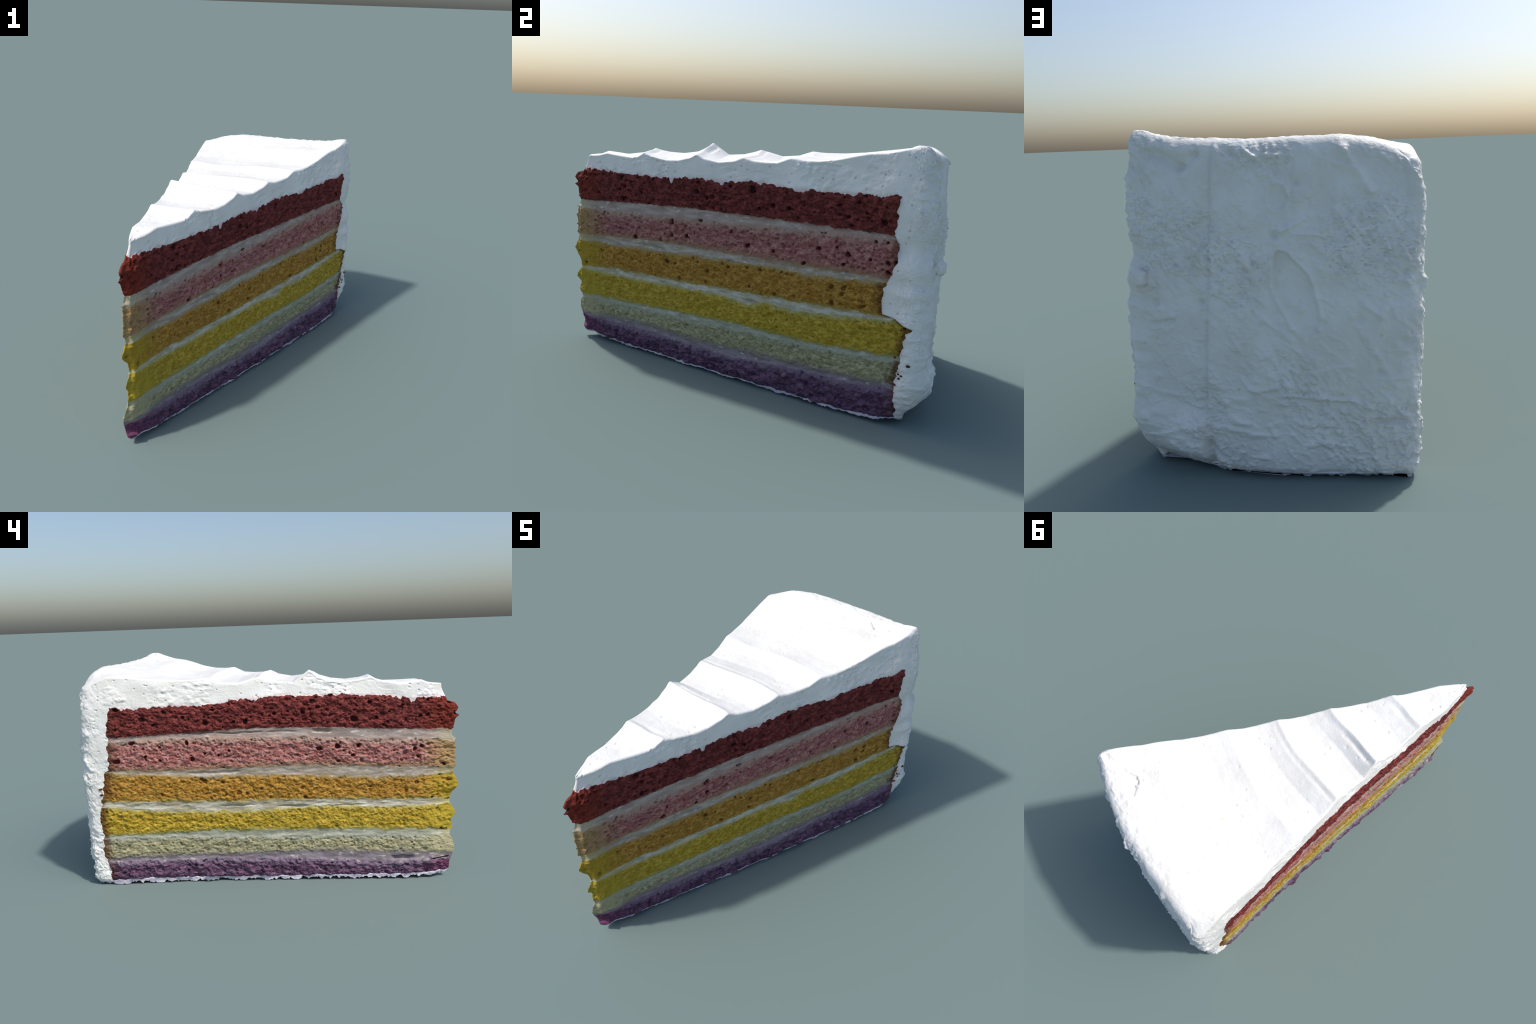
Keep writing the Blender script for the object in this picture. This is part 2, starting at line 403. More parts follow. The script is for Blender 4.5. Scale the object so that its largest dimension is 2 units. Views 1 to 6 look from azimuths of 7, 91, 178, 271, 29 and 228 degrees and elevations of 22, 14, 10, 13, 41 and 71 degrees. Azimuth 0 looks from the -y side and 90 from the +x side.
XY = place_wall(ZTOPN)
ZTOPN = top_height(XY[-1, :, 1], w_col)      # crest heights at the places the ring has really come to
XY = place_wall(ZTOPN)

# ------------------------------------------------------------------ wall relief
V = np.stack([XY[..., 0], XY[..., 1], Z], -1)
flat = V.reshape(-1, 3)
Uf, Zf = np.where(U > U_END / 2, U - U_END, U).reshape(-1), Z.reshape(-1)     # signed arc length
colf = np.broadcast_to(cols, (NR, M)).reshape(-1)
bandf = np.broadcast_to(band[:, None], (NR, M)).reshape(-1)
fracf = np.broadcast_to(frac[:, None], (NR, M)).reshape(-1)
is_coat = (bandf == NBAND - 1) | ((colf > BR) & (colf < BL))
disp = np.zeros(len(flat), np.float32)
SPONGE = {1: "purple", 3: "green", 5: "yellow", 7: "orange", 9: "pink", 11: "red"}
side_face = ((colf <= BR) | (colf >= BL)) & (bandf < NBAND - 1)

# sponge: torn crumb with air pores, wider than high
m = side_face & np.isin(bandf, list(SPONGE)) 
p = flat[m]
stretch = np.array([1.0, 0.85, 1.15])
crumb = 0.0064 * fbm(p * stretch * 27, 5, 101, 0.66)
ridged = 1 - 2 * np.abs(perlin(p * stretch * 40, 131))
crumb += 0.0016 * ridged * (1 + perlin(p * 14, 132))
crumb += 0.0045 * perlin(p * 9, 151)
amount = np.select([bandf[m] == b for b in (1, 3, 5, 7, 9, 11)], [1.35, 0.75, 0.80, 0.95, 1.05, 1.10])
w1, w2 = perlin(p * 30, 141), perlin(p * 30 + 50, 142)
d1, r1 = cells(Uf[m] * 26 + .30 * w1, Zf[m] * 32 + .30 * w2, 3)
d2, r2 = cells(Uf[m] * 50 + 5 + .35 * w2, Zf[m] * 62 + .35 * w1, 4)
d3, r3 = cells(Uf[m] * 12 + 2 + .07 * w1, Zf[m] * 14 + .07 * w2, 8)
many = smooth(-.35, .35, perlin(p * 5, 143))
pore = 0.0135 * smooth(0.08 + 0.30 * r1, 0.04, d1) * (r1 > 0.45) * (.4 + .6 * many)
pore += 0.0060 * smooth(0.12 + 0.30 * r2, 0.02, d2) * (r2 > 0.5)
big = np.select([bandf[m] == b for b in (1, 3, 5, 7, 9, 11)], [0.0, 0.1, 0.3, 0.45, 1.0, 0.6])
wv = 0.05 * perlin(p * 45, 161)
size = 0.07 + 0.34 * np.clip(r3 - .42, 0, 1) ** 1.3 + .05 * perlin(p * 11, 162)
hole = big * smooth(size, size * .62, d3 + 1.5 * wv) * (r3 > 0.46)
pore += 0.019 * hole
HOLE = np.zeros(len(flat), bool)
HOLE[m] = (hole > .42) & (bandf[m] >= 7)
ed = np.minimum(fracf[m], 1 - fracf[m])
bell = smooth(0.0, 0.12, ed)
body = np.select([bandf[m] == b for b in (1, 3, 5, 7, 9, 11)], [0.004, 0.000, 0.001, 0.001, 0.001, 0.003])
disp[m] = (crumb * amount - pore * (0.75 + 0.5 * (amount > 1))) * (0.35 + 0.65 * bell) + body * bell
# fillings: smooth cream, set back a little, with smeared ripples
m2 = side_face & ~np.isin(bandf, list(SPONGE)) & (bandf > 0)
p = flat[m2]
q = np.abs(fracf[m2] - 0.5) * 2
rough = np.select([bandf[m2] == b for b in (2, 4, 6, 8, 10)], [0.7, 1.0, 1.3, 1.0, 0.5])
disp[m2] = rough * (0.0030 * fbm(p * np.array([1, .45, 1.6]) * 26, 3, 211, .6)) - 0.0030 * (1 - q ** 2) + 0.002 * perlin(p * 8, 221)
# crevices where the layers have parted
Um, Zm = Uf[m2], Zf[m2] + 0.006 * perlin(p * 20, 232)
for u0, u1, z0, hh, dep in [(-1.40, -1.23, .829, .007, .018), (-1.22, -.98, .820, .004, .010), (-.96, -.80, .817, .004, .006), (-.72, -.62, .815, .007, .015), (-1.38, -1.10, .612, .005, .008),
                            (-1.22, -1.02, .425, .004, .008), (-.66, -.44, .412, .004, .007), (-.31, -.19, .116, .009, .022), (-.92, -.74, .415, .005, .008), (.95, 1.25, .60, .004, .007), (.30, .62, .60, .004, .006), (1.0, 1.5, .428, .004, .007)]:
    disp[m2] -= dep * smooth(hh * 1.6, hh * .5, np.abs(Zm - z0)) * smooth(u0 - .01, u0 + .03, Um) * smooth(u1 + .01, u1 - .03, Um)
# purple foot: knobbly torn lumps
m = side_face & (bandf == 1)
p = flat[m]
d4, r4 = cells(Uf[m] * 11, Zf[m] * 15, 15)
disp[m] += 0.012 * smooth(0.42, 0.0, d4) * (r4 > 0.45) * smooth(0, .25, 1 - fracf[m]) * np.where(Uf[m] > 0, 1.5, .75)
for (uu, zz, s, a) in [(-1.28, .045, .022, .020), (-1.06, .05, .016, .016), (-0.99, .06, .020, .012), (-.16, .085, .018, .016), (-.085, .10, .018, .014), (1.05, .05, .05, .016), (.62, .045, .03, .012), (1.42, .045, .03, .014), (1.2, .06, .018, .010)]:
    disp[m] += a * np.exp(-((Uf[m] - uu) ** 2 + (Zf[m] - zz) ** 2) / s ** 2)

# frosting: cut faces of the topping
m = is_coat & ((colf < B0) | (colf >= L0))
p = flat[m]
cutw = 1.0
dd, rr = cells(Uf[m] * 30, Zf[m] * 34, 21)
pit = 0.006 * smooth(0.06 + 0.14 * rr, 0.02, dd + .06 * perlin(p * 60, 303)) * (rr > 0.80)
dd, rr = cells(Uf[m] * 17 + 4, Zf[m] * 22, 23)
bump = 0.0032 * smooth(0.35, 0.0, dd) * (rr > 0.5)
ty_ = np.array([1, .6, 1.2])
leftw = np.where(Uf[m] < 0, 1.0, 1.15)
patch = smooth(-.1, .35, perlin(p * 7, 305))
disp[m] += leftw * (0.0050 * fbm(p * 6, 2, 301) + 0.0042 * patch * fbm(p * ty_ * 26, 3, 311, .62) + 0.0008 * (smooth(.22, .29, perlin(p * ty_ * 13, 312)) - smooth(.29, .6, perlin(p * ty_ * 13, 312))) + 1.3 * 1.0 * bump * patch - 1.2 * pit)

# frosting: the round back, spread with a palette knife
m = is_coat & (bandf < NBAND)
p = flat[m]
wbk = w_back.reshape(-1)[m]
z = p[:, 2]
Um_ = np.where(Uf[m] < 0, Uf[m] + U_END, Uf[m])
x = .472 - (Um_ - U_R) / (U_L - U_R) * .955          # distance along the rim, equal to x on the back
ang = math.radians(54)                                         # strokes run down to the left
a_, b_ = x * math.cos(ang) + z * math.sin(ang), -x * math.sin(ang) + z * math.cos(ang)
d = 0.0055 * fbm(np.stack([x * 3.2, z * 3.2, z * 0], 1), 2, 401)
zone = smooth(-0.15, 0.35, perlin(np.stack([x * 3.5, z * 3.0, z * 0 + 5], 1), 405))
low = smooth(0.50, 0.22, z + .06 * perlin(np.stack([x * 5, z * 5, z * 0], 1), 407))
def strokes(aa, bb, k):
    scratch = fbm(np.stack([aa * 12, bb * 40, z * 0 + k], 1), 3, 411, .65)
    fleck = fbm(np.stack([aa * 24, bb * 60, z * 0 + 3 + k], 1), 3, 421, .6)
    out = 0.0028 * scratch * (0.35 + 0.65 * zone)
    return out + (0.030 * np.clip(fleck - 0.36, 0, .3) - 0.016 * np.clip(-fleck - 0.42, 0, .3)) * (.25 + .75 * zone)
ang2 = math.radians(-14)
d += lerp(0.50 * strokes(a_, b_, 0), 0.40 * strokes(x * math.cos(ang2) + z * math.sin(ang2), 0.75 * (-x * math.sin(ang2) + z * math.cos(ang2)), 20), low)
plate = fbm(np.stack([a_ * 15, b_ * 26, z * 0 + 31], 1), 3, 425, .6)
d += 0.0060 * smooth(.24, .29, plate) * smooth(.75, .29, plate) * (0.35 + 0.65 * zone) - 0.0060 * smooth(.27, .33, -plate) * zone
chip = fbm(np.stack([a_ * 34 + 3, b_ * 48, z * 0 + 37], 1), 2, 426, .5)
d += 0.0050 * smooth(.40, .48, chip) * (0.35 + 0.65 * zone)
tear = fbm(np.stack([a_ * 7, b_ * 12, z * 0 + 8], 1), 2, 431)
d += 0.0030 * (smooth(0.25, 0.29, tear) - smooth(0.29, 0.70, tear))
bl, br = cells(x * 16, z * 16, 43)
d += 0.006 * smooth(.30, .05, bl + .10 * perlin(np.stack([x * 40, z * 40, z * 0], 1), 445)) * (br > .72)
broad = perlin(np.stack([(x + .12 * z) * 7, z * 1.2, z * 0 + 4], 1), 433)           # upright palette knife passes
d += 0.0035 * broad + 0.0020 * perlin(np.stack([(x + .10 * z) * 19, z * 1.6, z * 0 + 14], 1), 434)
lump = perlin(np.stack([x * 9, z * 9, z * 0 + 2], 1), 441)
d += 0.0040 * lump * smooth(0.3, .05, z)

def seg_dist(px, pz, a, b):
    ax, az, bx, bz = *a, *b
    t = np.clip(((px - ax) * (bx - ax) + (pz - az) * (bz - az)) / ((bx - ax) ** 2 + (bz - az) ** 2), 0, 1)
    return np.hypot(px - ax - t * (bx - ax), pz - az - t * (bz - az)), t

wob = 0.006 * perlin(np.stack([x * 20, z * 20, z * 0], 1), 451)
# upright knife line and the step beside it
g = np.interp(z, [.15, .26, .54, .71, 1.12], [.230, .224, .206, .190, .168]) + wob * .5
d -= 0.0090 * np.exp(-((x - g) / 0.0085) ** 2) * smooth(.18, .28, z)
d += 0.0060 * smooth(g - .10, g - .004, x) * smooth(g + .004, g - .004, x) * smooth(.2, .3, z)
# long blade print in the middle
dist, t = seg_dist(x + wob, z + wob, (-.052, .775), (-.122, .575))
w_ = np.interp(t, [0, .35, 1], [.028, .060, .046])
d -= 0.015 * smooth(w_ + .004, w_ - .006, dist) * lerp(1, .5, t)
d += 0.008 * np.exp(-((dist - w_ - .007) / .007) ** 2) * (z > .54)
# faint ring
rad = np.hypot((x + .042), (z - .978) * .75)
d += 0.004 * np.exp(-((rad - .036) / .006) ** 2) - 0.005 * smooth(.036, .026, rad)
# pits and nicks
for (px, pz, s, a) in [(.392, 1.126, .017, .014), (.225, 1.122, .012, .008), (.104, 1.117, .013, .014), (-.031, .853, .013, .013), (-.101, 1.022, .013, .012),
                       (.083, .657, .012, .012), (.222, .628, .011, .013), (.384, .624, .013, .012), (-.429, .730, .016, .014), (-.430, .495, .018, .013),
                       (.150, .70, .009, .010), (-.17, .56, .012, .010), (-.29, .57, .012, .010), (-.35, .39, .012, .010)]:
    d -= 1.3 * a * np.exp(-((x - px) ** 2 * .8 + (z - pz + wob) ** 2) / s ** 2)
    d += .45 * a * np.exp(-((x - px + .002) ** 2 + (z - pz + 1.5 * s) ** 2) / (s * .8) ** 2)
for (ax, az, bx, bz, s, a) in [(.355, 1.118, .285, 1.082, .020, -.012), (.285, 1.082, .225, 1.118, .018, -.010), (-.045, .313, -.26, .297, .007, .005), (-.26, .297, -.33, .262, .007, .005),
                               (-.34, .224, -.44, .217, .010, -.009), (-.15, .196, -.20, .188, .009, -.008), (-.25, 1.13, -.325, .99, .012, .006), (-.325, .99, -.365, .935, .012, .005),
                               (-.05, .87, -.12, .905, .007, .006), (-.10, .862, -.17, .855, .007, .005), (.07, 1.137, .03, 1.112, .008, .007), (.03, 1.112, -.075, 1.110, .008, .006),
                               (-.30, .63, -.36, .58, .010, .006), (.05, .75, .10, .80, .008, .005), (-.02, .34, .07, .33, .008, .004), (.40, .55, .33, .56, .008, -.006)]:
    dist, t = seg_dist(x + wob, z + wob, (ax, az), (bx, bz))
    d += 1.7 * a * np.exp(-(dist / s) ** 2)
# more smears: each leaves a small crisp lip on one side and a flat plane on the other
for k in range(46):
    cx, cz, ln = rng.uniform(-.44, .42), rng.uniform(.12, 1.08), rng.uniform(.03, .13)
    an = math.radians(rng.normal(56, 16)) if cz > .42 else math.radians(rng.normal(12, 16))
    ux, uz_ = math.cos(an), math.sin(an)
    along, across = (x - cx) * ux + (z - cz) * uz_ + wob, -(x - cx) * uz_ + (z - cz) * ux + 1.3 * wob
    body = smooth(ln, ln * .5, np.abs(along))
    d += rng.uniform(.003, .0065) * body * (smooth(-.030, -.001, across) * smooth(.004, -.001, across))
# swollen lump low at the right corner, ending in a notch
lobe = 0.9 * smooth(.218, .245, x + wob) * smooth(.285 + .3 * np.clip(x - .38, -.2, .2), .18, z) * smooth(.03, .10, z)
d += 0.026 * lobe
d -= 0.020 * np.exp(-((x - .222) / .016) ** 2) * smooth(.17, .11, z)
for (px, pz, s, a) in [(.40, .235, .05, .010), (.29, .19, .04, .010), (.35, .12, .05, .008)]:
    d += a * np.exp(-((x - px) ** 2 + (z - pz) ** 2) / s ** 2)
d *= wbk
# the right corner edge: bites and a blob
uz = np.stack([Uf[m] * 14, z * 13, z * 0], 1)
wr_ = smooth(U_R - .16, U_R - .04, Uf[m]) * smooth(U_R + .10, U_R + .02, Uf[m])
for (zz, s, a) in [(.93, .05, .004), (.80, .040, -.026), (.765, .02, -.006), (.705, .035, .010), (.645, .022, -.010), (.60, .025, .006), (.50, .03, .004), (.44, .018, -.010), (.385, .02, -.008), (.29, .035, .012), (.22, .03, .006)]:
    d += .65 * a * np.exp(-((z - zz) / s) ** 2) * wr_
blob = np.hypot((Uf[m] - U_R - .055) / 1.0, z - .695 + .004 * perlin(uz * 2, 466)) / .036
d += 0.012 * np.sqrt(np.clip(1 - blob ** 2, 0, 1))
wl_ = np.exp(-((Uf[m] - (U_L - U_END)) / .07) ** 2)
d += wl_ * (0.006 * fbm(uz, 3, 461, .6) + 0.006 * smooth(.30, .60, perlin(uz * 1.6 + 3, 463)) - 0.006 * smooth(.35, .6, perlin(uz * 1.3 + 9, 464)))
wrc = np.exp(-((Uf[m] - U_R) / .09) ** 2)
d += wrc * 0.0035 * fbm(uz * .7 + 5, 3, 465, .6)
disp[m] += d

# ring fades to the top relief
fade = np.where(bandf == NBAND - 1, 1 - 0.7 * smooth(.80, 1.0, fracf), 1)
disp = disp * fade
nrm2 = N0.reshape(-1, 2)
tipd = d_tip.reshape(-1)
keep = np.where((bandf < NBAND - 1), lerp(0.5, 1, smooth(0, .03, tipd)), smooth(-.01, .05, tipd))
disp *= keep
# base strip: thin, wavy
mb = bandf == 0
disp[mb] = 0.004 + 0.006 * fbm(flat[mb] * 14, 3, 501, .6) * (1 - 0.4 * fracf[mb])
# blend displacement across seams so neighbours meet smoothly
D = disp.reshape(NR, M)
for b in range(1, NBAND):
    r = FIRST[b]
    avg = 0.5 * (D[r - 1] + D[r])
    D[r] = avg
for c in (BR, BL):
    D[:, c] = 0.5 * (D[:, c - 1] + D[:, c + 1])
V[..., :2] += N0 * D[..., None]
# torn sponge also wanders up and down a little, so pore rims overhang
wz = (0.0022 * perlin(flat * 40 + 7, 601)).reshape(NR, M)
inner = (np.minimum(frac, 1 - frac) > .04)[:, None] & (band < NBAND - 1)[:, None] & (((cols < BR) | (cols > BL)))[None, :]
V[..., 2] += wz * inner

# ------------------------------------------------------------------ top sheet (Coons patch inside the top ring)
ring = V[-1]
t = np.linspace(0, 1, NT + 1)[:, None]
w = np.linspace(0, 1, NW + 1)[None, :]
right = np.concatenate([ring[R0:B0], ring[B0:B0 + 1]])[:, :2]
back = np.concatenate([ring[B0:L0], ring[L0:L0 + 1]])[:, :2]           # R -> L
left = np.concatenate([ring[L0:T0], ring[T0:T0 + 1]])[:, :2]           # L -> tip
tip = np.concatenate([ring[T0:], ring[0:1]])[:, :2]                    # left -> right
Lc, Rc, B1, A0 = left[::-1], right, back[::-1], tip
S = (lerp(Lc[:, None], Rc[:, None], w[..., None]) + lerp(A0[None], B1[None], t[..., None])
     - ((1 - t) * (1 - w))[..., None] * Lc[0] - ((1 - t) * w)[..., None] * Rc[0] - (t * (1 - w))[..., None] * Lc[-1] - (t * w)[..., None] * Rc[-1])
# undo the rib of ragged edge detail away from the border is not needed; heights next
ww = np.broadcast_to(w, S.shape[:2]).copy()
for _ in range(400):          # relax the sheet so that its rows do not bunch up at the rounded corners
    for g in (S, ww):
        g[1:-1, 1:-1] = 0.25 * (g[:-2, 1:-1] + g[2:, 1:-1] + g[1:-1, :-2] + g[1:-1, 2:])
H = top_height(S[..., 1].copy(), ww.copy())
def edge_drop(poly_pts, r0, inset0):
    return poly_pts
def dist_to(line):
    """distance of every sheet point to one border polyline (coarse)"""
    q = line[:: max(1, len(line) // 60)]
    if not np.allclose(q[-1], line[-1]):
        q = np.concatenate([q, line[-1:]])
    best = np.full(S.shape[:2], 9.0)
    for a, b in zip(q[:-1], q[1:]):
        ab = b - a
        tt = np.clip(((S - a) @ ab) / max(ab @ ab, 1e-12), 0, 1)
        best = np.minimum(best, np.linalg.norm(S - a - tt[..., None] * ab, axis=-1))
    return best
dl, dr, db = dist_to(Lc), dist_to(Rc), dist_to(B1)
def over(d, r):
    d = d + 0.5 * r
    return np.where(d < r, r - np.sqrt(np.clip(r * r - (r - d) ** 2, 0, None)), 0)
def r_of(U_):        # the same rounding radius that the wall uses at this column
    return lerp(0.010, 0.050, smooth(U_R - 0.12, U_R + 0.03, U_) * smooth(U_L + 0.16, U_L - 0.03, U_))
ru = r_of(U[-1])
r_left = np.concatenate([ru[L0:T0], ru[T0:T0 + 1]])[::-1][:, None] + 0 * dl
r_right = np.concatenate([ru[R0:B0], ru[B0:B0 + 1]])[:, None] + 0 * dr
drop = np.maximum(over(dl, r_left), over(dr, r_right))
drop = np.maximum(drop, over(db, np.full_like(db, .050)))
sp = np.concatenate([S.reshape(-1, 2), np.zeros((S[..., 0].size, 1))], 1)
rel = 0.0014 * fbm(sp * 4, 2, 701) + 0.0010 * fbm(sp * 24, 2, 711)
pr = perlin(sp * 6, 731)
dd, rr = cells(sp[:, 0] * 24, sp[:, 1] * 24, 33)
rel -= 0.0035 * smooth(.10 + .15 * rr, .03, dd) * (rr > .72) * smooth(-.1, .3, pr)
# little crack and dimple near the high corner
wob = 0.004 * perlin(sp * 60, 741)
pts = [(.296, .682), (.262, .668), (.236, .682), (.238, .700), (.222, .704), (.203, .730)]
for a, b in zip(pts[:-1], pts[1:]):
    dist, _ = seg_dist(sp[:, 0] + wob, sp[:, 1] + wob, a, b)
    rel -= 0.010 * np.exp(-(dist / .0055) ** 2)
dist, _ = seg_dist(sp[:, 0], sp[:, 1], (.45, .725), (.33, .688))
rel -= 0.010 * np.exp(-(dist / .022) ** 2)
# rough rim of the high corner and of the left back corner
nearR = np.exp(-(np.linalg.norm(S - Rc[-1], axis=-1) / .22) ** 2).ravel()
nearB = smooth(.14, .02, db).ravel()
rel += (0.003 * nearB + 0.003 * nearR) * fbm(sp * 26, 3, 751, .6)
rel += 0.004 * nearB * perlin(sp * 9, 761) * smooth(0, .06, db).ravel()
border = np.minimum.reduce([dl, dr, db])
relief = rel.reshape(H.shape)
Hs = H - drop + relief * smooth(0, 0.015, border)
# meet the ring exactly: spread the residual inwards
rz = ring[:, 2]
zL = np.concatenate([rz[L0:T0], rz[T0:T0 + 1]])[::-1]; zR = np.concatenate([rz[R0:B0], rz[B0:B0 + 1]])
zB = np.concatenate([rz[B0:L0], rz[L0:L0 + 1]])[::-1]; zA = np.concatenate([rz[T0:], rz[0:1]])
res_l, res_r, res_b, res_a = zL - Hs[:, 0], zR - Hs[:, -1], zB - Hs[-1], zA - Hs[0]
fall = lambda d, s: np.clip(1 - d / s, 0, 1) ** 2
wl2, wr2, wb2 = fall(dl, .03), fall(dr, .03), fall(db, .12)
wa2 = fall(np.broadcast_to(t, H.shape), .01)
tot = np.maximum(wl2 + wr2 + wb2 + wa2, 1)
Hs = Hs + (res_l[:, None] * wl2 + res_r[:, None] * wr2 + res_b[None] * wb2 + res_a[None] * wa2) / tot
Hs[:, 0], Hs[:, -1], Hs[-1], Hs[0] = zL, zR, zB, zA

# ------------------------------------------------------------------ one skin, then its parts
top_idx = np.zeros((NT + 1, NW + 1), np.int64)
base = (NR - 1) * M
top_idx[:, 0] = base + np.mod(np.r_[np.arange(T0, L0 - 1, -1)], M)
top_idx[:, -1] = base + np.arange(R0, B0 + 1)
top_idx[-1, :] = base + np.arange(L0, B0 - 1, -1)
top_idx[0, :] = base + np.mod(np.arange(T0, T0 + NW + 1), M)
ni = (NT - 1) * (NW - 1)
top_idx[1:-1, 1:-1] = NR * M + np.arange(ni).reshape(NT - 1, NW - 1)
inner_pts = np.concatenate([S[1:-1, 1:-1], Hs[1:-1, 1:-1, None]], -1).reshape(-1, 3)
verts = np.concatenate([V.reshape(-1, 3), inner_pts])
low = verts[:, 2].min()
verts[:, 2] -= low
vid = np.arange(NR * M).reshape(NR, M)

def quads(grid):
    return np.stack([grid[:-1, :-1], grid[:-1, 1:], grid[1:, 1:], grid[1:, :-1]], -1).reshape(-1, 4)

cyc = np.concatenate([vid, vid[:, :1]], 1)
skin = np.concatenate([quads(cyc), quads(top_idx.T[::-1].T[:, ::-1]) if False else quads(top_idx)])

def make_mesh(name, co, faces):
    me = bpy.data.meshes.new(name)
    me.vertices.add(len(co))
    me.vertices.foreach_set("co", np.ascontiguousarray(co, np.float32).ravel())
    me.loops.add(faces.size)
    me.loops.foreach_set("vertex_index", faces.astype(np.int32).ravel())
    me.polygons.add(len(faces))
    me.polygons.foreach_set("loop_start", np.arange(0, faces.size, 4, dtype=np.int32))
    me.polygons.foreach_set("use_smooth", np.ones(len(faces), bool))
    me.update(calc_edges=True)
    me.validate()
    return me

# orientation: top sheet t runs tip->rim, w left->right ; w x t must point up
tmp = make_mesh("skin", verts, skin)
vn = np.zeros(len(verts) * 3, np.float32)
tmp.vertices.foreach_get("normal", vn)
NORM = vn.reshape(-1, 3).copy()
bpy.data.meshes.remove(tmp)

root = bpy.data.objects.new("cake_slice", None)
bpy.context.scene.collection.objects.link(root)
root["label"] = "slice of rainbow layer cake with white whipped cream frosting"
root["category"] = "cake slice"

def part(name, faces, mat, pore_shade=None):
    used, inv = np.unique(faces, return_inverse=True)
    me = make_mesh(name, verts[used], inv.reshape(faces.shape))
    me.normals_split_custom_set_from_vertices(NORM[used].tolist())
    me.materials.append(mat)
    if pore_shade:
        me.materials.append(pore_shade)
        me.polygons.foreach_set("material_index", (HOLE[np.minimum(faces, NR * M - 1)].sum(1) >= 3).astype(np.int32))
    ob = bpy.data.objects.new(name, me)
    bpy.context.scene.collection.objects.link(ob)
    ob.parent = root
    return ob

# columns of the cut part, from the right border over the tip to the left border
cut_cols = np.r_[np.arange(BR, -1, -1), np.arange(M - 1, BL - 1, -1)]
def ladder(row, cl, up):
    """flat cap: rungs between facing columns"""
    n = len(cl) // 2
    a, b = vid[row, cl[:n]], vid[row, cl[::-1][:n]]
    f = np.stack([a[:-1], a[1:], b[1:], b[:-1]], 1)
    return f if up else f[:, ::-1]

def slab_faces(b):
    r0, r1 = FIRST[b], FIRST[b + 1]
    outer = quads(vid[r0:r1 + 1][:, cut_cols[::-1]])
    rr_ = np.arange(r0, r1)
    end = np.stack([vid[rr_, BR], vid[rr_ + 1, BR], vid[rr_ + 1, BL], vid[rr_, BL]], 1)
    return np.concatenate([outer, ladder(r1, cut_cols, True), ladder(r0, cut_cols, False), end[:, ::-1]])

# ------------------------------------------------------------------ materials
def srgb(r, g, b):
    f = lambda c: c / 12.92 if c <= .04045 else ((c + .055) / 1.055) ** 2.4
    return (f(r / 255), f(g / 255), f(b / 255), 1)

